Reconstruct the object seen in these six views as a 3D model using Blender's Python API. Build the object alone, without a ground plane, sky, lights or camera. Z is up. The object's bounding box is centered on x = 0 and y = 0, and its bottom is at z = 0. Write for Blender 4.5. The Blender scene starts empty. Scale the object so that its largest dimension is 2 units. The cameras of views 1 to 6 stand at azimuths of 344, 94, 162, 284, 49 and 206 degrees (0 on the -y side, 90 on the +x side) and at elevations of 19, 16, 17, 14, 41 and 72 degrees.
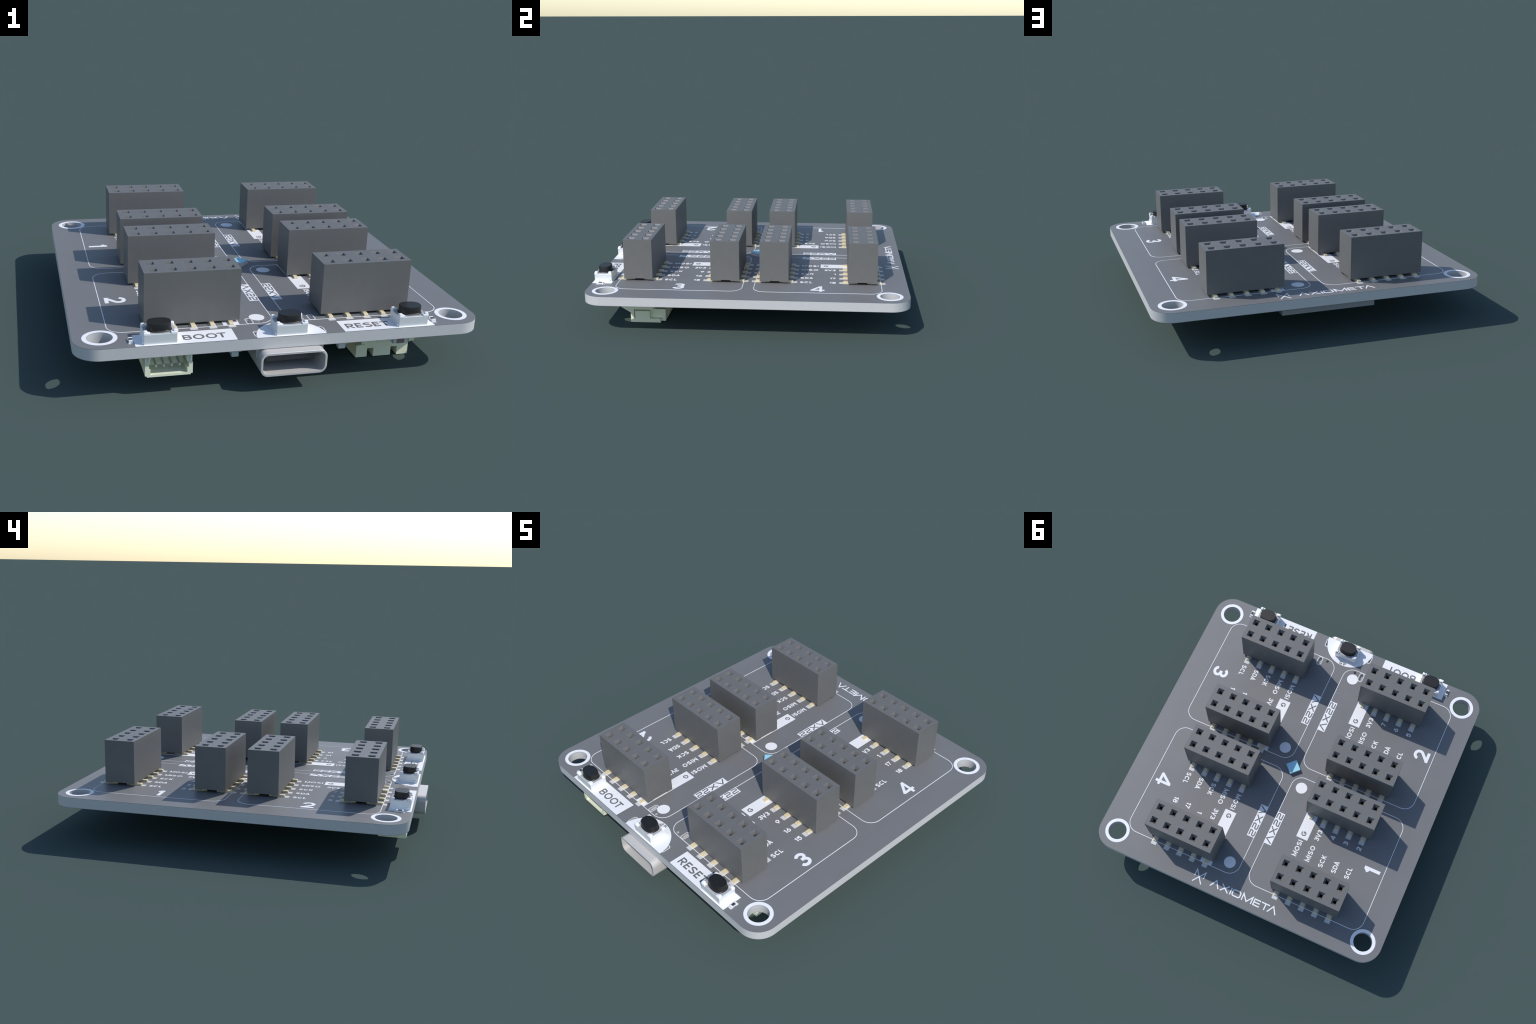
import bpy, bmesh, math
from math import sin, cos, pi, radians
from mathutils import Vector, Matrix

# ------------------------------------------------------------------ sizes
MM = 0.03543                 # one millimetre of the real board
CY = 0.0245                  # centre of the board in y
HALF = 0.9755                # half side of the square board
TOP = 0.2540                 # board surface
BOT = TOP - 1.6 * MM         # board underside
HOLE = 0.8550                # mounting hole offset from centre
PITCH = 2.54 * MM
CARD = 12.0 * MM             # centre of each module slot from the board centre
ROW = 0.2725                 # socket offset from slot centre
Z_PAD, Z_INK, Z_KNOCK = TOP + 0.0004, TOP + 0.0009, TOP + 0.0016

col = bpy.context.scene.collection


# ------------------------------------------------------------------ materials
def material(name, rgb, rough=0.5, metal=0.0, grain=0.0, scale=60.0, coat=0.0, spec=0.5):
    m = bpy.data.materials.new(name)
    m.use_nodes = True
    nt = m.node_tree
    b = nt.nodes["Principled BSDF"]
    b.inputs["Roughness"].default_value = rough
    b.inputs["Metallic"].default_value = metal
    b.inputs["Specular IOR Level"].default_value = spec
    b.inputs["Coat Weight"].default_value = coat
    tc = nt.nodes.new("ShaderNodeTexCoord")
    nz = nt.nodes.new("ShaderNodeTexNoise")
    nz.inputs["Scale"].default_value = scale
    nz.inputs["Detail"].default_value = 3.0
    nt.links.new(tc.outputs["Object"], nz.inputs["Vector"])
    ramp = nt.nodes.new("ShaderNodeValToRGB")
    lo = [max(0.0, c * (1 - grain)) for c in rgb]
    hi = [min(1.0, c * (1 + grain)) for c in rgb]
    ramp.color_ramp.elements[0].position = 0.3
    ramp.color_ramp.elements[1].position = 0.7
    ramp.color_ramp.elements[0].color = (*lo, 1)
    ramp.color_ramp.elements[1].color = (*hi, 1)
    nt.links.new(nz.outputs["Fac"], ramp.inputs["Fac"])
    nt.links.new(ramp.outputs["Color"], b.inputs["Base Color"])
    return m


M_MASK = material("solder_mask_grey", (0.184, 0.185, 0.189), 0.50, grain=0.02, scale=9)
M_EDGE = material("board_edge_laminate", (0.555, 0.555, 0.555), 0.6, grain=0.02)
M_INK = material("white_silkscreen", (0.88, 0.88, 0.90), 0.6, grain=0.01)
M_KNOCK = material("grey_knockout_print", (0.165, 0.165, 0.170), 0.55, grain=0.02)
M_PAD = material("tinned_pad", (0.66, 0.66, 0.67), 0.5, grain=0.03)
M_SOCKET = material("socket_plastic", (0.145, 0.144, 0.141), 0.5, grain=0.03, scale=25)
M_GOLD = material("pale_gold_lead", (0.74, 0.63, 0.40), 0.45, grain=0.03)
M_CREAM = material("cream_nylon", (0.85, 0.87, 0.66), 0.5, grain=0.02)
M_STEEL = material("usb_shell_steel", (0.60, 0.58, 0.56), 0.42, metal=0.15, grain=0.02)
M_TONGUE = material("usb_tongue_plastic", (0.060, 0.060, 0.065), 0.5, grain=0.03)
M_SWITCH = material("switch_silver_frame", (0.90, 0.92, 0.93), 0.48, metal=0.48, grain=0.01)
M_CLAW = material("switch_claw_silver", (0.90, 0.91, 0.92), 0.5, metal=0.0, grain=0.01)
M_DULL = material("light_package_shade_darkened", (0.50, 0.55, 0.54), 0.5, grain=0.02)  # white package, base colour darkened and greened for the shade under the board
M_WHITE = material("white_package", (0.80, 0.82, 0.82), 0.5, grain=0.01)
M_PLATE = material("switch_cover_plate", (0.44, 0.44, 0.45), 0.45, grain=0.02)
M_CAP = material("black_button_cap", (0.012, 0.012, 0.012), 0.45, grain=0.05)
M_LENS = material("blue_light_window", (0.36, 0.72, 0.88), 0.35, grain=0.02)
M_LIGHTBODY = material("light_package_white", (0.62, 0.62, 0.63), 0.5, grain=0.02)
M_MODULE = material("radio_module_shield", (0.24, 0.24, 0.245), 0.5, grain=0.03)
M_SHIELD = material("shield_can_metal", (0.55, 0.55, 0.55), 0.4, metal=0.6, grain=0.02)
M_BROWN = material("ceramic_brown", (0.20, 0.155, 0.14), 0.55, grain=0.05)
M_TIN = material("tin_terminal", (0.55, 0.58, 0.61), 0.4, grain=0.03)
M_DARKCHIP = material("chip_black", (0.05, 0.05, 0.06), 0.5, grain=0.05)


# ------------------------------------------------------------------ helpers
root = bpy.data.objects.new("development_board", None)
root["label"] = "grey square circuit board with eight pin sockets and buttons"
root["category"] = "circuit board"
col.objects.link(root)


def add(name, me, mats, parent=root, loc=(0, 0, 0), rot=0.0):
    if isinstance(me, bmesh.types.BMesh):
        bm = me
        me = bpy.data.meshes.new(name)
        bm.to_mesh(me)
        bm.free()
    if mats is not None:
        for m in (mats if isinstance(mats, (list, tuple)) else [mats]):
            me.materials.append(m)
    o = bpy.data.objects.new(name, me)
    col.objects.link(o)
    o.parent = parent
    o.location = loc
    o.rotation_euler = (0, 0, rot)
    return o


def clone(o, parent, loc, rot=0.0):
    c = o.copy()
    col.objects.link(c)
    c.parent = parent
    c.location = loc
    c.rotation_euler = (0, 0, rot)
    return c


def box(bm, x0, x1, y0, y1, z0, z1, mat=0, bevel=0.0):
    vs = [bm.verts.new((x, y, z)) for z in (z0, z1) for y in (y0, y1) for x in (x0, x1)]
    fs = [bm.faces.new([vs[i] for i in q]) for q in
          ((0, 2, 3, 1), (4, 5, 7, 6), (0, 1, 5, 4), (2, 6, 7, 3), (0, 4, 6, 2), (1, 3, 7, 5))]
    for f in fs:
        f.material_index = mat
    if bevel:
        es = {e for f in fs for e in f.edges}
        r = bmesh.ops.bevel(bm, geom=list(es), offset=bevel, segments=2, affect='EDGES', profile=0.5)
        for f in r["faces"]:
            f.material_index = mat
    return fs


def prism(bm, pts, z0, z1, mat=0, bottom=True):
    """Closed outline (counter-clockwise, xy) raised from z0 to z1."""
    lo = [bm.verts.new((x, y, z0)) for x, y in pts]
    hi = [bm.verts.new((x, y, z1)) for x, y in pts]
    n = len(pts)
    fs = [bm.faces.new(hi)]
    if bottom:
        fs.append(bm.faces.new(lo[::-1]))
    for i in range(n):
        j = (i + 1) % n
        fs.append(bm.faces.new((lo[i], lo[j], hi[j], hi[i])))
    for f in fs:
        f.material_index = mat
    return fs


def extrude_profile(bm, prof, a0, a1, axis, mat=0):
    """Outline given in the two other axes, swept along x or y."""
    def put(p, a):
        return (a, p[0], p[1]) if axis == 'x' else (p[0], a, p[1])
    A = [bm.verts.new(put(p, a0)) for p in prof]
    B = [bm.verts.new(put(p, a1)) for p in prof]
    n = len(prof)
    fs = [bm.faces.new(A), bm.faces.new(B[::-1])]
    for i in range(n):
        j = (i + 1) % n
        fs.append(bm.faces.new((A[j], A[i], B[i], B[j])))
    for f in fs:
        f.material_index = mat
    bmesh.ops.recalc_face_normals(bm, faces=fs)
    return fs


def round_rect(hx, hy, r, n=8, cx=0.0, cy=0.0):
    pts = []
    for sx, sy, a in ((1, 1, 0), (-1, 1, 90), (-1, -1, 180), (1, -1, 270)):
        for k in range(n + 1):
            t = radians(a + 90 * k / n)
            pts.append((cx + sx * (hx - r) + r * cos(t), cy + sy * (hy - r) + r * sin(t)))
    return pts


def circle(r, n=48, cx=0.0, cy=0.0):
    return [(cx + r * cos(2 * pi * k / n), cy + r * sin(2 * pi * k / n)) for k in range(n)]


def annulus(bm, outer, inner, z0, z1):
    n = len(outer)
    o0 = [bm.verts.new((*p, z0)) for p in outer]
    o1 = [bm.verts.new((*p, z1)) for p in outer]
    i0 = [bm.verts.new((*p, z0)) for p in inner]
    i1 = [bm.verts.new((*p, z1)) for p in inner]
    for k in range(n):
        j = (k + 1) % n
        bm.faces.new((o1[k], o1[j], i1[j], i1[k]))
        bm.faces.new((o0[k], o0[j], o1[j], o1[k]))
        bm.faces.new((i0[j], i0[k], i1[k], i1[j]))


def smooth(o, angle=35):
    me = o.data
    for p in me.polygons:
        p.use_smooth = True
    bm = bmesh.new()
    bm.from_mesh(me)
    for e in bm.edges:
        if len(e.link_faces) == 2 and e.calc_face_angle(0) > radians(angle):
            e.smooth = False
    bm.to_mesh(me)
    bm.free()


# ------------------------------------------------------------------ board
holes = [(sx * HOLE, CY + sy * HOLE) for sx in (-1, 1) for sy in (-1, 1)]
slots = [(-0.1535, -0.757), (0.1535, -0.757), (-0.1535, -0.906), (0.1535, -0.906)]
pips = [(-0.1025, -0.7737), (0.1025, -0.7737)]
SLOT_L, SLOT_W = 0.0245, 0.0090      # half length and half width of the opening



def slab(name, z0, z1, mats):
    """Board outline with all its openings, from z0 to z1."""
    cu = bpy.data.curves.new(name, 'CURVE')
    cu.dimensions = '2D'
    cu.fill_mode = 'BOTH'
    cu.extrude = (z1 - z0) / 2

    def outline(pts):
        sp = cu.splines.new('POLY')
        sp.points.add(len(pts) - 1)
        for p, q in zip(sp.points, pts):
            p.co = (q[0], q[1], 0, 1)
        sp.use_cyclic_u = True

    outline(round_rect(HALF, HALF, 0.1205, 20, 0, CY))
    for h in holes:
        outline(circle(0.0580, 64, *h))
    for sl in slots:
        outline(round_rect(SLOT_W, SLOT_L, SLOT_W, 6, *sl))
    for sl in pips:
        outline(circle(0.0095, 20, *sl))
    tmp = bpy.data.objects.new(name, cu)
    col.objects.link(tmp)
    bpy.context.view_layer.update()
    me = bpy.data.meshes.new_from_object(tmp.evaluated_get(bpy.context.evaluated_depsgraph_get()))
    me.materials.clear()
    bpy.data.objects.remove(tmp)
    bpy.data.curves.remove(cu)
    bm = bmesh.new()
    bm.from_mesh(me)
    bmesh.ops.remove_doubles(bm, verts=bm.verts, dist=1e-5)
    bmesh.ops.recalc_face_normals(bm, faces=bm.faces)
    for f in bm.faces:
        f.smooth = abs(f.normal.z) < 0.5
    for e in bm.edges:
        if len(e.link_faces) == 2 and e.calc_face_angle(0) > 0.6:
            e.smooth = False
    bm.to_mesh(me)
    bm.free()
    me.name = name
    return add(name, me, mats, loc=(0, 0, (z0 + z1) / 2))


MASK = 0.0015
board = slab("board", BOT + MASK, TOP - MASK, M_EDGE)
slab("solder_mask", TOP - MASK + 0.00005, TOP, M_MASK)
slab("solder_mask", BOT, BOT + MASK - 0.00005, M_MASK)

# white rings round the mounting holes
for h in holes:
    bm = bmesh.new()
    annulus(bm, circle(0.0785, 64), circle(0.0585, 64), TOP - 0.001, Z_INK)
    add("mounting_ring", bm, M_INK, loc=(h[0], h[1], 0))
# plated rims of the connector slots
for s in slots:
    bm = bmesh.new()
    annulus(bm, round_rect(0.0178, 0.0345, 0.0178, 8), round_rect(SLOT_W + 0.0035, SLOT_L + 0.0035, SLOT_W + 0.0035, 8),
            TOP - 0.001, Z_PAD)
    add("slot_rim", bm, M_PAD, loc=(s[0], s[1], 0))

# ------------------------------------------------------------------ pin sockets
W, D = 5 * PITCH - 0.0012, 0.1788
S_BOT, S_TOP = 0.2670, 0.5190
MOUTH, BORE, FUNNEL = 0.0208, 0.0095, 0.0200


def socket_mesh():
    bm = bmesh.new()
    hx, hy, c = W / 2, D / 2, 0.0500
    prof = [(-hy, S_BOT), (-c, S_BOT), (-c, S_BOT + 0.0045), (c, S_BOT + 0.0045), (c, S_BOT),
            (hy, S_BOT), (hy, S_TOP), (-hy, S_TOP)]
    fs = extrude_profile(bm, prof, -hx, hx, 'x')
    lid = [f for f in fs if f.normal.z > 0.9 and f.calc_center_median().z > S_TOP - 1e-4]
    bmesh.ops.delete(bm, geom=lid, context='FACES_ONLY')
    xs, ys = [-hx], [-hy]
    px = [(i - 2) * PITCH for i in range(5)]
    py = [-PITCH / 2, PITCH / 2]
    for p in px:
        xs += [p - MOUTH, p + MOUTH]
    for p in py:
        ys += [p - MOUTH, p + MOUTH]
    xs.append(hx)
    ys.append(hy)
    V = [[bm.verts.new((x, y, S_TOP)) for x in xs] for y in ys]
    for j in range(len(ys) - 1):
        for i in range(len(xs) - 1):
            quad = [V[j][i], V[j][i + 1], V[j + 1][i + 1], V[j + 1][i]]
            if i % 2 == 1 and j % 2 == 1:
                cx, cy = (xs[i] + xs[i + 1]) / 2, (ys[j] + ys[j + 1]) / 2
                loops = [quad]
                for z in (S_TOP - FUNNEL, S_TOP - 0.17):
                    loops.append([bm.verts.new((cx + sx * BORE, cy + sy * BORE, z))
                                  for sx, sy in ((-1, -1), (1, -1), (1, 1), (-1, 1))])
                for a, b in zip(loops, loops[1:]):
                    for k in range(4):
                        n = (k + 1) % 4
                        bm.faces.new((a[k], a[n], b[n], b[k]))
                bm.faces.new(loops[-1])
            else:
                bm.faces.new(quad)
    bmesh.ops.remove_doubles(bm, verts=bm.verts, dist=1e-6)
    return bm


def lead_mesh():
    bm = bmesh.new()
    z0, z1 = TOP + 0.0012, 0.2660
    prof = [(0.030, z0), (0.1185, z0), (0.1190, z1 - 0.0055), (0.1165, z1 - 0.0016), (0.1125, z1),
            (0.064, z1), (0.060, z1 + 0.003), (0.060, 0.276), (0.040, 0.276), (0.040, z1 - 0.003), (0.030, z1 - 0.004)]
    extrude_profile(bm, prof, -0.0100, 0.0100, 'x')
    return bm


def pad_mesh():
    bm = bmesh.new()
    box(bm, -0.0178, 0.0178, 0.0500, 0.1418, TOP - 0.001, Z_PAD)
    return bm


proto_socket = proto_lead = proto_pad = None
slot_centres = {3: (CARD, CY - CARD), 4: (CARD, CY + CARD), 1: (-CARD, CY + CARD), 2: (-CARD, CY - CARD)}
for key, (sx, sy) in slot_centres.items():
    for side in (-1, 1):
        loc = (sx, sy + side * ROW + 0.0018, 0)
        if proto_socket is None:
            proto_socket = add("pin_socket", socket_mesh(), M_SOCKET, loc=loc)
            sock = proto_socket
        else:
            sock = clone(proto_socket, root, loc)
        for i in range(5):
            for r in (0, 1):
                p = ((i - 2) * PITCH, 0, 0)
                if proto_lead is None:
                    proto_lead = add("lead", lead_mesh(), M_GOLD, sock, p, r * pi)
                    proto_pad = add("solder_pad", pad_mesh(), M_PAD, root,
                                    (loc[0] + p[0], loc[1], 0), r * pi)
                else:
                    clone(proto_lead, sock, p, r * pi)
                    clone(proto_pad, root, (loc[0] + p[0], loc[1], 0), r * pi)


# ------------------------------------------------------------------ stroke lettering
def arc(cx, cy, rx, ry, a0, a1, n=12):
    return [(cx + rx * cos(radians(a0 + (a1 - a0) * k / n)), cy + ry * sin(radians(a0 + (a1 - a0) * k / n)))
            for k in range(n + 1)]


def glyph(ch, h, w=None):
    """Strokes of a letter of height 1 and half stroke width h; returns (width, strokes, closed flags)."""
    T, B = 1 - h, h
    def W_(d):
        return d if w is None else w
    if ch == 'I':
        return 2 * h, [[(h, 0), (h, 1)]]
    if ch == 'L':
        w_ = W_(0.60); return w_, [[(h, 1), (h, B), (w_, B)]]
    if ch == 'E':
        w_ = W_(0.64); return w_, [[(w_, T), (h, T), (h, B), (w_, B)], [(h * 2, .51), (w_ * .94, .51)]]
    if ch == 'T':
        w_ = W_(0.80); return w_, [[(0, T), (w_, T)], [(w_ / 2, 1 - 2 * h), (w_ / 2, 0)]]
    if ch == 'M':
        w_ = W_(1.00); return w_, [[(h, 0), (h, 1 - .6 * h), (w_ / 2, .20), (w_ - h, 1 - .6 * h), (w_ - h, 0)]]
    if ch == 'V':
        w_ = W_(0.92); return w_, [[(h, 1), (w_ / 2, .5 * h), (w_ - h, 1)]]
    if ch == 'A':
        w_ = W_(0.94); return w_, [[(h, 0), (w_ / 2, 1 - .5 * h), (w_ - h, 0)], [(w_ * .24, .27), (w_ * .76, .27)]]
    if ch == 'K':
        w_ = W_(0.84)
        return w_, [[(h, 0), (h, 1)], [(w_ - 1.3 * h, 1), (2 * h * .9, .42)], [(w_ * .42, .56), (w_ - 1.2 * h, 0)]]
    if ch == 'O':
        w_ = W_(1.02); return w_, [arc(w_ / 2, .5, w_ / 2 - h, .5 - h, 0, 360, 40)]
    if ch == 'C':
        w_ = W_(0.95); return w_, [arc(w_ * .51, .5, w_ * .51 - h, .5 - h, 42, 318, 28)]
    if ch == 'G':
        w_ = W_(0.98)
        return w_, [arc(w_ * .51, .5, w_ * .51 - h, .5 - h, 42, 340, 28)
                    + [(w_ - h, .5 - h * .3), (w_ * .52, .5 - h * .3)]]
    if ch == 'D':
        w_ = W_(0.90)
        return w_, [[(h, 0), (h, T)] + arc(w_ * .42, .5, w_ * .58 - h, .5 - h, 90, -90, 18) + [(2 * h, B)]]
    if ch == 'S':
        w_ = W_(0.82); x = w_ / 2; rx = x - h; ry = (.5 - h) / 2
        return w_, [arc(x, T - ry, rx * .96, ry, 22, 200, 14) + [(x - rx * .35, .545), (x + rx * .35, .46)]
                    + arc(x, B + ry, rx, ry, 20, -158, 14)]
    if ch == 'B':
        w_ = W_(0.80); c = .53
        return w_, [[(h, B), (h, T)] + arc(w_ * .52, (T + c) / 2, w_ * .42 - h, (T - c) / 2, 90, -90, 10) + [(2 * h, c)],
                    [(2 * h * .9, c - h * .5)] + arc(w_ * .55, (B + c) / 2, w_ * .45 - h, (c - B) / 2, 86, -90, 10) + [(h * 1.6, B)]]
    if ch == 'R':
        w_ = W_(0.80); c = .47
        return w_, [[(h, 0), (h, T)] + arc(w_ * .52, (T + c) / 2, w_ * .46 - h, (T - c) / 2, 90, -90, 10) + [(2 * h, c)],
                    [(w_ * .48, c - h), (w_ - 1.1 * h, 0)]]
    if ch == '1':
        w_ = W_(0.40)
        return w_, [[(w_ - h, 0), (w_ - h, 1)], [(w_ - 1.2 * h, 1 - h), (.35 * h, .72)]]
    if ch == '2':
        w_ = W_(0.72); x = w_ / 2; ry = .285 - h * .3
        return w_, [arc(x, T - ry, x - h, ry, 170, -35, 14) + [(1.15 * h, h * 1.1)], [(0, B), (w_, B)]]
    if ch == '3':
        w_ = W_(0.76); x = w_ * .5; c = .535; r1 = (T - c) / 2; r2 = (c - B) / 2
        return w_, [arc(x, T - r1, (x - h) * .90, r1, 165, -90, 16) + [(x * .75, c)],
                    [(x * .75, c - h * .2)] + [(x, c - h * .2)] + arc(x, B + r2, x - h, r2 - h * .1, 80, -168, 16)]
    if ch == '4':
        w_ = W_(0.86); t = w_ * .72
        return w_, [[(t, 0), (t, 1)], [(t - h * .3, 1 - h * .75), (1.0 * h, .29), (1.7 * h, .25)], [(.25 * h, .27), (w_, .27)]]
    if ch == '5':
        w_ = W_(0.76); x = w_ / 2; r = .325 - h * .3
        return w_, [[(1.3 * h, T), (w_ * .94, T)], [(1.55 * h, 1 - h * .3), (1.25 * h, .44)],
                    arc(x, B + r, x - h, r, 142, -162, 20)]
    if ch == '6':
        w_ = W_(0.78); x = w_ / 2; r = .315 - h * .35
        return w_, [arc(x, B + r, x - h, r, 90, 450, 32), [(w_ * .66, 1), (h * 1.5, B + r * 1.25)]]
    if ch == '9':
        w_, s = glyph('6', h, w)
        return w_, [[(w_ - a, 1 - b) for a, b in q] for q in s]
    if ch == '7':
        w_ = W_(0.70); return w_, [[(0, T), (w_ - h, T), (w_ * .30, 0)]]
    if ch == '8':
        w_ = W_(0.76); x = w_ / 2; c = .54; r1 = (T - c) / 2; r2 = (c - B) / 2
        return w_, [arc(x, B + r2, x - h, r2, 90, 450, 30), arc(x, T - r1, (x - h) * .88, r1, -90, 270, 28)]
    if ch == 'X':
        w_ = W_(1.0); return w_, [[(h, 0), (w_ - h, 1)], [(h, 1), (w_ - h, 0)]]
    raise KeyError(ch)


def ribbon(bm, pts, hw, z0, z1, closed=None):
    """Flat stroke of half width hw along pts with mitred corners."""
    P = [Vector(p) for p in pts]
    Q = [P[0]]
    for p in P[1:]:
        if (p - Q[-1]).length > 1e-6:
            Q.append(p)
    P = Q
    if closed is None:
        closed = (P[0] - P[-1]).length < 1e-5 and len(P) > 4
    if closed:
        P = P[:-1]
    n = len(P)
    L, R = [], []
    for i in range(n):
        a = P[i - 1] if (i > 0 or closed) else None
        b = P[(i + 1) % n] if (i < n - 1 or closed) else None
        d0 = (P[i] - a).normalized() if a is not None else None
        d1 = (b - P[i]).normalized() if b is not None else None
        if d0 is None: d0 = d1
        if d1 is None: d1 = d0
        n0, n1 = Vector((-d0.y, d0.x)), Vector((-d1.y, d1.x))
        m = n0 + n1
        if m.length < 1e-4:
            m = n0.copy()
        m.normalize()
        k = hw / max(0.34, m.dot(n1))
        L.append(P[i] + m * k)
        R.append(P[i] - m * k)
    v = lambda p, z: bm.verts.new((p.x, p.y, z))
    L1, R1 = [v(p, z1) for p in L], [v(p, z1) for p in R]
    L0, R0 = [v(p, z0) for p in L], [v(p, z0) for p in R]
    for i in range(n if closed else n - 1):
        j = (i + 1) % n
        bm.faces.new((R1[i], R1[j], L1[j], L1[i]))
        bm.faces.new((L1[i], L1[j], L0[j], L0[i]))
        bm.faces.new((R0[i], R0[j], R1[j], R1[i]))


def word_mesh(text, cap, stroke, z1, width=None, gap=0.16, align='l', wide=None):
    """Word with its baseline on y = 0; stroke is a fraction of the cap height."""
    h = stroke / 2
    x, items = 0.0, []
    for i, ch in enumerate(text):
        w, strokes = glyph(ch, h, wide)
        if i:
            pair = text[i - 1] + ch
            x += gap * (0.3 if pair in ('3V', 'V3', 'DA', 'OT') else 1.0)
        items.append((x, strokes))
        x += w
    sx = 1.0 if width is None else (width / cap) / x
    total = x * sx * cap
    off = {'l': 0.0, 'r': -total, 'c': -total / 2}[align]
    bm = bmesh.new()
    k = 0
    for ox, strokes in items:
        for s in strokes:
            pts = [((ox + a) * sx * cap + off, b * cap) for a, b in s]
            ribbon(bm, pts, h * cap, TOP - 0.001, z1 + 0.00012 * k)
            k = (k + 1) % 3
    return bm


def place_word(name, bm, mat, origin, direction):
    return add(name, bm, mat, loc=(origin[0], origin[1], 0), rot=math.atan2(direction[1], direction[0]))


# ------------------------------------------------------------------ slot print
CARD_HALF, CARD_R = 0.3893, 2 * MM
LABELS = {1: ("4", "3", "2"), 2: ("7", "6", "5"), 3: ("9", "16", "15"), 4: ("1", "17", "18")}


def fancy_two(x, w, y0, y1, r):
    m = (y0 + y1) / 2
    return ([(x, y1)] + arc(x + w - r, y1 - r, r, r, 90, 0, 6) + arc(x + w - r, m + r, r, r, 0, -90, 6)
            + arc(x + r, m - r, r, r, 90, 180, 6) + [(x, y0), (x + w, y0)])


def model_tag(bm):
    """Tag lettering: an open A, a wide X and two squared twos on a length of 1 by 0.222."""
    L, y0, y1 = 0.2258, 0.0085, 0.0445
    t = lambda f: f * L
    hw = 0.0037
    k = 0
    for pts in ([(t(.040), y0 - .002), (t(.155), y1 + .001), (t(.272), y0 - .002)],
                [(t(.325), y0 - .001), (t(.533), y1 + .001)], [(t(.325), y1 + .001), (t(.533), y0 - .001)],
                fancy_two(t(.590), t(.155), y0 + .001, y1 - .001, 0.0080),
                fancy_two(t(.805), t(.155), y0 + .001, y1 - .001, 0.0080)):
        ribbon(bm, pts, hw, TOP, Z_KNOCK + 0.0001 * k, closed=False)
        k = (k + 1) % 3


for key, (cx, cy) in slot_centres.items():
    s = 1 if cx > 0 else -1               # right-hand slots read along +y, left-hand ones along -y
    rot = pi / 2 if s > 0 else -pi / 2

    def at(u, v):
        """u along the reading direction, v upward in the print (toward the board middle)."""
        return (cx - s * v, cy + s * u)

    def put(name, bm, mat, u, v):
        return add(name, bm, mat, loc=(*at(u, v), 0), rot=rot)

    # rounded frame
    bm = bmesh.new()
    pts = round_rect(CARD_HALF, CARD_HALF, CARD_R, 10)
    ribbon(bm, pts + pts[:1], 0.0018, TOP - 0.001, Z_INK, closed=True)
    put("slot_frame", bm, M_INK, 0, 0)
    # orientation dot
    bm = bmesh.new()
    prism(bm, circle(0.0375, 48), TOP - 0.001, Z_INK + 0.0002, bottom=False)
    put("orientation_dot", bm, M_INK, CARD_HALF - CARD_R, CARD_HALF - CARD_R)
    # pin names
    pins_v = [(2 - i) * PITCH for i in range(5)]
    cap = 0.0314
    left = (("MOSI", 0.1095), ("MISO", 0.1095), ("SCK", 0.0830), ("SDA", 0.0800), ("SCL", 0.0752))
    for (txt, wid), v in zip(left, pins_v):
        put("pin_name", word_mesh(txt, cap, 0.205, Z_INK, wid), M_INK, -ROW + 0.1610, v - cap / 2)
    right = ("3V3",) + LABELS[key]
    for txt, v in zip(right, pins_v[1:]):
        wid = 0.0755 if txt == "3V3" else None
        put("pin_name", word_mesh(txt, cap, 0.205, Z_INK, wid, gap=0.13, align='r'), M_INK, ROW - 0.1610, v - cap / 2)
    # ground strip with its letter
    bm = bmesh.new()
    box(bm, ROW - 0.2610, CARD_HALF + 0.0015, pins_v[0] - 0.0384, pins_v[0] + 0.0384, TOP - 0.001, Z_INK + 0.0003)
    put("ground_strip", bm, M_INK, 0, 0)
    put("pin_name", word_mesh("G", 0.0325, 0.205, Z_KNOCK, 0.0320), M_KNOCK, ROW - 0.2420, pins_v[0] - 0.0163)
    # slot number
    big = 0.1045
    bw = {1: 0.0330, 2: 0.0715, 3: 0.0700, 4: 0.0840}[key]
    put("slot_number", word_mesh(str(key), big, {1: 0.20, 2: 0.185, 3: 0.185, 4: 0.165}[key], Z_INK, bw, align='c'), M_INK, 0.0005, -0.3115 - big / 2)
    # model tag on the inner edge of the frame
    bm = bmesh.new()
    box(bm, 0, 0.2258, 0, 0.0520, TOP - 0.001, Z_INK + 0.0003)
    tag = put("model_tag", bm, M_INK, -0.1129, CARD_HALF + 0.0029 - 0.0520)
    bm = bmesh.new()
    model_tag(bm)
    put("tag_lettering", bm, M_KNOCK, -0.1129, CARD_HALF + 0.0029 - 0.0520)

# ------------------------------------------------------------------ edge labels and maker's lettering
Y0, Y1 = -0.9490, -0.8270
for txt, x0, x1, tx, tw, st in (("BOOT", -0.7125, -0.2565, -0.4950, 0.1985, 0.172),
                                ("RESET", 0.2565, 0.7125, 0.2800, 0.2190, 0.182)):
    bm = bmesh.new()
    box(bm, x0, x1, Y0, Y1, TOP - 0.001, Z_INK)
    add("button_label", bm, M_INK)
    add("button_name", word_mesh(txt, 0.0505, st, Z_KNOCK, tw, gap=0.15), M_KNOCK, loc=(tx, -0.9170, 0))
bm = bmesh.new()
R = 0.1650
a0 = math.asin((Y0 + 0.9505) / R)
prism(bm, [(R * cos(a0 + (pi - 2 * a0) * k / 40), -0.9505 + R * sin(a0 + (pi - 2 * a0) * k / 40)) for k in range(41)],
      TOP - 0.001, Z_INK, bottom=False)
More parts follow.
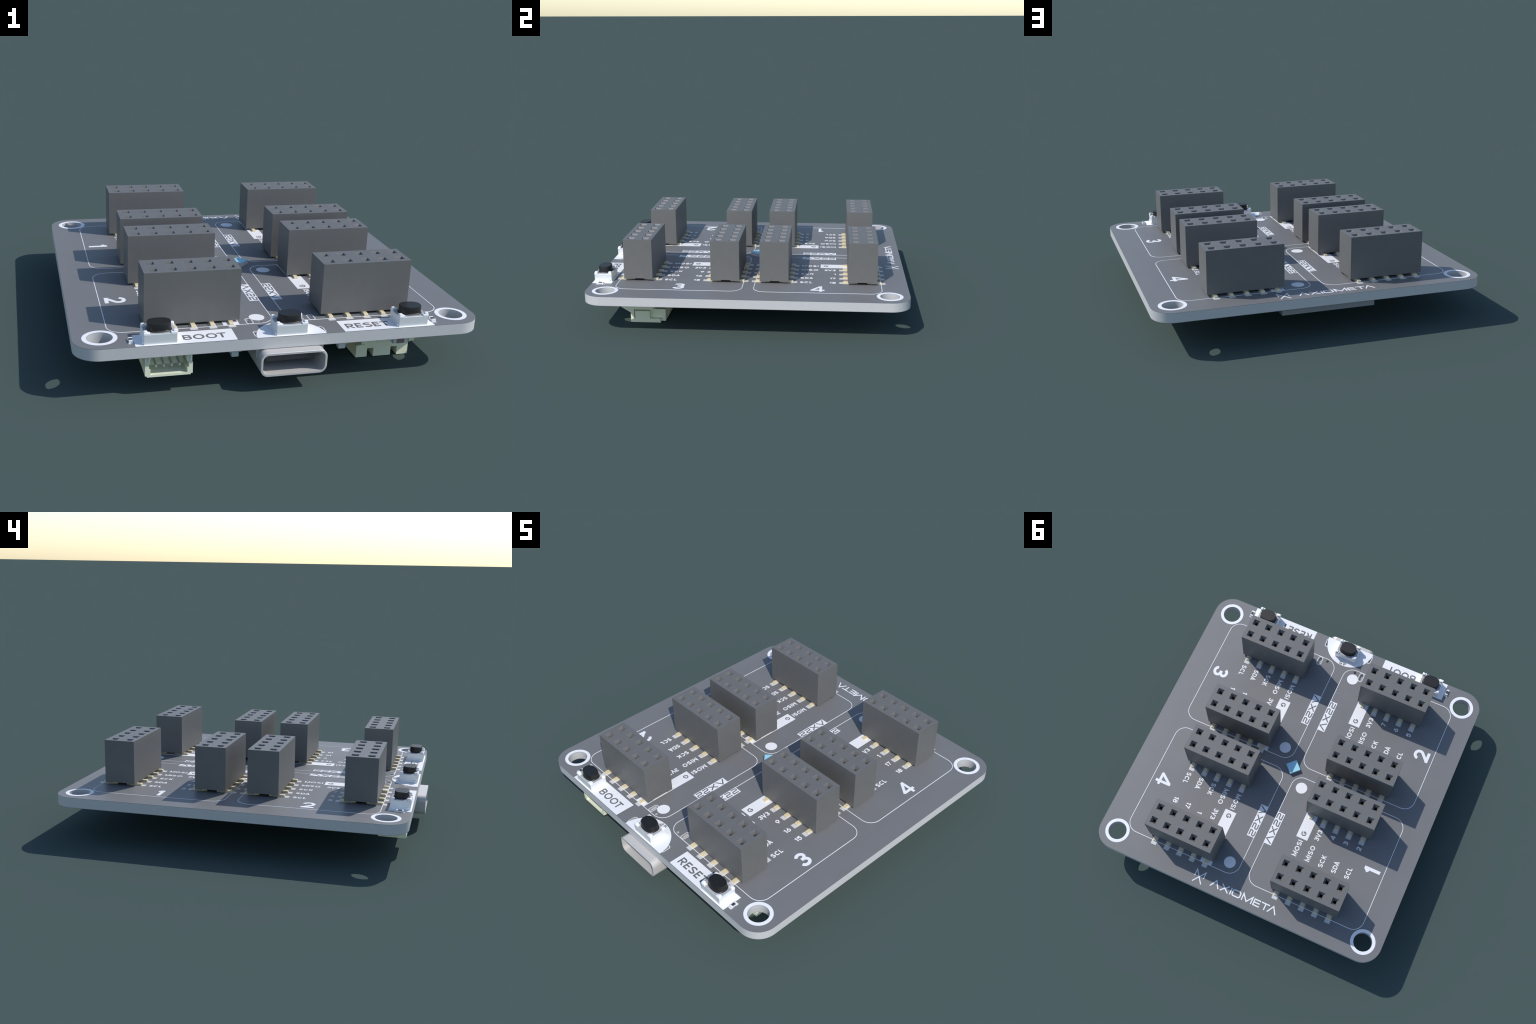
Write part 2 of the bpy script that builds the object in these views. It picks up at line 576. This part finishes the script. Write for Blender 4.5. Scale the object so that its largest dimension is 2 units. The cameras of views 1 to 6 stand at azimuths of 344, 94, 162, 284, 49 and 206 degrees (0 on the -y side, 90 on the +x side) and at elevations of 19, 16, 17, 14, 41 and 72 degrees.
add("button_label", bm, M_INK)
add("button_name", word_mesh("45", 0.0265, 0.150, Z_KNOCK, 0.0480, gap=0.2, align='c'), M_KNOCK, loc=(0.0015, -0.8165, 0))

# maker's lettering, reading along -x from the far edge
def logo(u0, base, cap, hw):
    bm = bmesh.new()
    y = lambda f: f * cap
    O = round_rect(0.0262, cap / 2 - hw * 0.9, 0.0110, 5, 0.1755, cap / 2)
    strokes = [[(0.0000, 0), (0.0275, cap + .001), (0.0560, 0)],
               [(0.0690, 0), (0.0905, cap / 2 - .002), (0.0960, cap / 2 + .002), (0.1190, cap)],
               [(0.0690, cap), (0.1220, 0)],
               [(0.1360, 0), (0.1360, cap)],
               O + O[:1],
               [(0.2180, 0), (0.2180, cap - .001), (0.2500, 0.0035), (0.2815, cap - .001), (0.2815, 0)],
               [(0.3370, cap - hw), (0.2965, cap - hw), (0.2965, hw), (0.3385, hw)],
               [(0.2990, cap * .50), (0.3365, cap * .50)],
               [(0.3430, cap - hw), (0.3990, cap - hw)],
               [(0.3715, cap - 2 * hw), (0.3715, 0)],
               [(0.3950, 0), (0.4225, cap + .001), (0.4500, 0)]]
    for k, s in enumerate(strokes):
        ribbon(bm, s, hw, TOP - 0.001, Z_INK + 0.00012 * (k % 3), closed=(len(s) > 12))
    return bm


add("maker_lettering", logo(0, 0, 0.0450, 0.0038), M_INK, loc=(0.1570, 0.9550, 0), rot=pi)
bm = bmesh.new()
for k, s in enumerate(([(0, 0), (0.0610, 0.0810), (0.0610, 0.0390)], [(0.0610, 0), (0, 0.0810), (0, 0.0390)])):
    ribbon(bm, s, 0.0033, TOP - 0.001, Z_INK + 0.0001 * k, closed=False)
add("maker_emblem", bm, M_INK, loc=(0.2735, 0.9735, 0), rot=pi)


# ------------------------------------------------------------------ push buttons
def switch_frame():
    bm = bmesh.new()
    hx, hy, z1 = 0.0735, 0.0540, 0.3030
    box(bm, -hx, hx, -hy, hy, TOP, z1, 0, bevel=0.0016)
    for sx in (-1, 1):
        for sy in (-1, 1):
            # folded claws at the corners
            xa, xb = sorted((sx * (hx + 0.0015), sx * (hx - 0.0280)))
            ya, yb = sorted((sy * (hy + 0.0008), sy * (hy - 0.0190)))
            box(bm, xa, xb, ya, yb, z1 - 0.006, z1 + 0.0075, 1, bevel=0.0028)
            xa, xb = sorted((sx * (hx + 0.0012), sx * (hx - 0.0170)))
            ya, yb = sorted((sy * (hy - 0.0020), sy * (hy - 0.0210)))
            box(bm, xa, xb, ya, yb, z1, z1 + 0.0150, 1, bevel=0.0045)
            # solder feet
            xa, xb = sorted((sx * hx, sx * (hx + 0.0050)))
            box(bm, xa, xb, sy * 0.036 - 0.010, sy * 0.036 + 0.010, TOP, TOP + 0.0150, 0, bevel=0.0015)
    return bm


def cover_plate():
    bm = bmesh.new()
    hx, hy, c = 0.0700, 0.0515, 0.0200
    prism(bm, [(hx, -hy + c), (hx, hy - c), (hx - c, hy), (-hx + c, hy), (-hx, hy - c), (-hx, -hy + c), (-hx + c, -hy), (hx - c, -hy)],
          0.3020, 0.3050)
    return bm


def oval(a, b, e=2.5, n=56):
    """Squarish oval of the caps (superellipse)."""
    pts = []
    for k in range(n):
        t = 2 * pi * k / n
        c, d = cos(t), sin(t)
        pts.append((math.copysign(a * abs(c) ** (2 / e), c), math.copysign(b * abs(d) ** (2 / e), d)))
    return pts


def button_cap():
    bm = bmesh.new()
    rings = [(0.0575, 0.0435, 0.3050), (0.0565, 0.0425, 0.3085), (0.0535, 0.0394, 0.3108), (0.0528, 0.0388, 0.3405),
             (0.0522, 0.0382, 0.3424), (0.0508, 0.0370, 0.3430)]
    loops = [[bm.verts.new((x, y, z)) for x, y in oval(hx, hy)] for hx, hy, z in rings]
    for a, b in zip(loops, loops[1:]):
        for k in range(len(a)):
            j = (k + 1) % len(a)
            bm.faces.new((a[k], a[j], b[j], b[k]))
    bm.faces.new(loops[-1])
    return bm


first = None
for x in (-0.6020, 0.0, 0.6020):
    loc = (x, -0.8880, 0)
    if first is None:
        b = add("push_button", switch_frame(), [M_SWITCH, M_CLAW], loc=loc)
        pl = add("cover_plate", cover_plate(), M_PLATE, b)
        cp = add("button_cap", button_cap(), M_CAP, b)
        smooth(cp, 40)
        for p in cp.data.polygons:
            if p.normal.z > 0.95:
                p.use_smooth = False
        first = (b, pl, cp)
    else:
        b = clone(first[0], root, loc)
        clone(first[1], b, (0, 0, 0))
        clone(first[2], b, (0, 0, 0))


# ------------------------------------------------------------------ small chips
def chip(name, hx, hy, h, cap_len, along='x', body=M_DARKCHIP, up=True, low=0.0025):
    """Two-terminal chip; terminals at both ends, body slightly lower."""
    bm = bmesh.new()
    z0, z1 = (0, h) if up else (-h, 0)
    zb0, zb1 = (0.0004, h - low) if up else (-h + low, -0.0004)
    box(bm, -hx + cap_len, hx - cap_len, -hy * .97, hy * .97, zb0, zb1, 0)
    for s in (-1, 1):
        a, b = sorted((s * hx, s * (hx - cap_len)))
        box(bm, a, b, -hy, hy, z0, z1, 1, bevel=0.0012)
    if along == 'y':
        bmesh.ops.rotate(bm, cent=(0, 0, 0), matrix=Matrix.Rotation(pi / 2, 3, 'Z'), verts=bm.verts)
    return bm


for sx in (-1, 1):
    pads = bmesh.new()
    for sy in (-1, 1):
        y = sy * 0.0185
        box(pads, -0.0115, 0.0115, y - 0.0090, y + 0.0090, TOP - 0.001, Z_PAD + 0.0001)
    bm = bmesh.new()
    box(bm, -0.0088, 0.0088, -0.0185, 0.0185, 0.0, 0.0085, 1)
    for sy in (-1, 1):
        y = sy * 0.0150
        box(bm, -0.0092, 0.0092, y - 0.0042, y + 0.0042, 0.0002, 0.0125, 1, bevel=0.001)
    box(bm, -0.0072, 0.0072, -0.0107, 0.0107, 0.0080, 0.0112, 0)
    add("status_light", bm, [M_DARKCHIP, M_WHITE], loc=(sx * 0.7265, -0.8905, TOP + 0.0007))
    add("light_pad", pads, M_PAD, loc=(sx * 0.7265, -0.8905, 0))

# centre light, turned by 45 degrees
bm = bmesh.new()
box(bm, -0.0355, 0.0355, -0.0355, 0.0355, TOP + 0.0005, TOP + 0.0210)
centre_light = add("centre_light", bm, M_LIGHTBODY, loc=(-0.001, CY + 0.0015, 0), rot=pi / 4)
bm = bmesh.new()
box(bm, -0.0355, 0.0355, -0.0355, 0.0355, TOP + 0.0210, TOP + 0.0255)
add("light_window", bm, M_LENS, centre_light)

# ------------------------------------------------------------------ parts under the board
# usb socket
ux, z0, z1, ur = 0.1580, 0.0805, 0.1960, 0.0370
yf, yb = -1.0, -0.742
wall = 0.0105


def usb_shell():
    bm = bmesh.new()
    zc, hz = (z0 + z1) / 2, (z1 - z0) / 2
    out = round_rect(ux, hz, ur, 10)
    inn = round_rect(ux - wall, hz - wall, ur - wall, 10)
    mk = lambda pts, y: [bm.verts.new((a, y, zc + b)) for a, b in pts]
    e = 0.0018
    oute = round_rect(ux - e, hz - e, ur - e, 10)
    loops = [mk(out, yb), mk(out, yf + e), mk(oute, yf), mk(inn, yf), mk(inn, yb + 0.05)]
    n = len(out)
    for a, b in zip(loops, loops[1:]):
        for k in range(n):
            j = (k + 1) % n
            bm.faces.new((a[k], a[j], b[j], b[k]))
    bm.faces.new(loops[0][::-1])
    bm.faces.new(loops[-1])
    for sx in (-1, 1):
        for y in (-0.906, -0.757):
            box(bm, sx * 0.1535 - 0.0078, sx * 0.1535 + 0.0078, y - 0.0225, y + 0.0225, z1 - 0.05, TOP - 0.0150)
    bmesh.ops.recalc_face_normals(bm, faces=bm.faces)
    return bm


usb = add("usb_socket", usb_shell(), M_STEEL)
smooth(usb, 40)
bm = bmesh.new()
box(bm, -0.1180, 0.1180, -0.935, yb + 0.049, 0.1255, 0.1510, bevel=0.003)
add("contact_tongue", bm, M_TONGUE, usb)

# four-pin cable socket opening to the front
qx0, qx1, qy0, qy1, qz = -0.6680, -0.4535, -0.9270, -0.7760, 0.0965
bm = bmesh.new()
U = [(0, qz), (0.0085, qz), (0.0085, qz - 0.006), (0.1072, qz - 0.006)]
U += [(0.1072, qz + 0.0048), (0.0245, qz + 0.0048), (0.0245, 0.1275), (0.0176, 0.1275), (0.0176, 0.1510), (0, 0.1510)]
half = [(qx0 + a, b) for a, b in U]
full = half[:4] + [(qx0 + qx1 - a, b) for a, b in half[:4][::-1]] + [(qx0 + qx1 - a, b) for a, b in half[4:][::-1]] + half[4:]
extrude_profile(bm, [p for i, p in enumerate(full) if abs(p[0] - (qx0 + qx1) / 2) > 0.001], qy0, qy1, 'y')
box(bm, qx0 + 0.0005, qx0 + 0.0250, qy0 + 0.0080, qy1, 0.1508, BOT - 0.0008, bevel=0.004)  # upper posts
box(bm, qx1 - 0.0250, qx1 - 0.0005, qy0 + 0.0080, qy1, 0.1508, BOT - 0.0008, bevel=0.004)
box(bm, qx0 + 0.0240, qx1 - 0.0240, qy1 - 0.0500, qy1, qz + 0.005, BOT - 0.0010)           # back wall
box(bm, qx0 - 0.0100, qx0 + 0.010, qy1 - 0.0700, qy1 - 0.001, qz + 0.0300, BOT - 0.0012)
box(bm, qx1 - 0.0100, qx1 + 0.010, qy1 - 0.0700, qy1 - 0.001, qz + 0.0300, BOT - 0.0012)
cable = add("cable_socket", bm, M_CREAM)
qc = (qx0 + qx1) / 2
for i in range(4):
    bm = bmesh.new()
    x = qc + (i - 1.5) * 1.0 * MM
    box(bm, x - 0.0038, x + 0.0038, -0.9000, qy1 - 0.03, 0.1240, 0.1370, bevel=0.001)
    add("contact_pin", bm, M_TIN, cable)
for sx, x in ((-1, qx0 + 0.0135), (1, qx1 - 0.0135)):
    bm = bmesh.new()
    box(bm, x - 0.0045, x + 0.0045, qy0 + 0.0050, qy0 + 0.012, 0.1560, BOT - 0.0010)
    add("anchor_tab", bm, M_TIN, cable)

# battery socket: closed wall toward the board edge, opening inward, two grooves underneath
bx0, bx1, by0, by1 = 0.4210, 0.7015, -0.7175, -0.5020
bm = bmesh.new()
for a, b in ((bx0, 0.4805), (0.5145, 0.6080), (0.6422, bx1)):                   # feet between the two grooves
    box(bm, a, b, by0, -0.5300, 0.0, 0.0255)
for a, b in ((bx0 + 0.0265, 0.4803), (0.5147, 0.6078), (0.6424, bx1 - 0.0265)):
    box(bm, a, b, -0.6960, by1, 0.0030, 0.0460)
box(bm, bx0 + 0.0264, bx1 - 0.0264, -0.6961, by1 + 0.0001, 0.0458, 0.0805)      # lower body
box(bm, bx0 + 0.0263, bx1 - 0.0263, -0.6962, -0.5700, 0.0800, BOT - 0.0010)
box(bm, bx0 + 0.0008, bx1 - 0.0008, -0.6963, -0.5750, 0.0830, BOT - 0.0009)     # upper body
box(bm, bx0 + 0.0001, bx1 - 0.0001, by0 + 0.0001, -0.6950, 0.0457, 0.0640)      # rear wall
for a, b in ((bx0 + 0.0002, 0.4802), (0.5148, 0.6077), (0.6425, bx1 - 0.0002)):
    box(bm, a, b, by0 + 0.0002, -0.6951, 0.0250, 0.0460)
box(bm, bx0 + 0.0300, bx1 - 0.0300, by0 + 0.0003, -0.6952, 0.0635, BOT - 0.0011)
for sgn, x in ((1, bx1), (-1, bx0)):
    a, b = sorted((x - sgn * 0.0003, x - sgn * 0.0290))
    box(bm, a, b, -0.6900, -0.5970, 0.0250, 0.0750)                             # side key
    a, b = sorted((x + sgn * 0.0012, x - sgn * 0.0270))                         # sloping anchor arm
    extrude_profile(bm, [(by0 + 0.022, 0.0638), (by0 - 0.0001, 0.0638), (-0.7760, 0.0990), (-0.7760, BOT - 0.0012), (by0 + 0.022, BOT - 0.0012)], a, b, 'x')
box(bm, bx0 + 0.0500, bx1 - 0.0500, by1 - 0.002, by1 + 0.0030, 0.0120, 0.0200)
batt = add("battery_socket", bm, M_CREAM)
for x in (0.5260, 0.5970):
    bm = bmesh.new()
    box(bm, x - 0.0090, x + 0.0090, -0.7900, by0 + 0.01, BOT - 0.0150, BOT - 0.0013, bevel=0.002)
    add("contact_lead", bm, M_TIN, batt)

# radio module: thin carrier reaching the board edge, metal can further in
bm = bmesh.new()
box(bm, -0.2730, 0.2730, 0.2660, 0.9945, 0.1660, BOT - 0.0006)
radio = add("radio_module", bm, M_MODULE)
bm = bmesh.new()
box(bm, -0.2480, 0.2480, 0.2900, 0.7600, 0.1120, 0.1662, bevel=0.004)
add("shield_can", bm, M_SHIELD, radio)

# chip capacitor and neighbours near the front edge
add("chip_capacitor", chip("c", 0.0365, 0.0220, 0.0480, 0.0165, 'x', low=0.001, up=False), [M_BROWN, M_TIN],
    loc=(0.5655, -0.8780, BOT - 0.0005))
for x in (0.4350, 0.4980):
    add("chip_resistor", chip("c", 0.0180, 0.0095, 0.0140, 0.0060, 'y', up=False), [M_DARKCHIP, M_TIN],
        loc=(x, -0.9150, BOT - 0.0005))
# small white lights near the front edge
for x in (-0.2580, 0.2580):
    bm = bmesh.new()
    box(bm, -0.0295, 0.0295, 0.0, 0.0290, -0.0185, -0.0005)
    box(bm, -0.0165, 0.0165, -0.0010, 0.0280, -0.0420, -0.0155, bevel=0.001)
    add("indicator_light", bm, M_DULL, loc=(x, -0.9180, BOT))
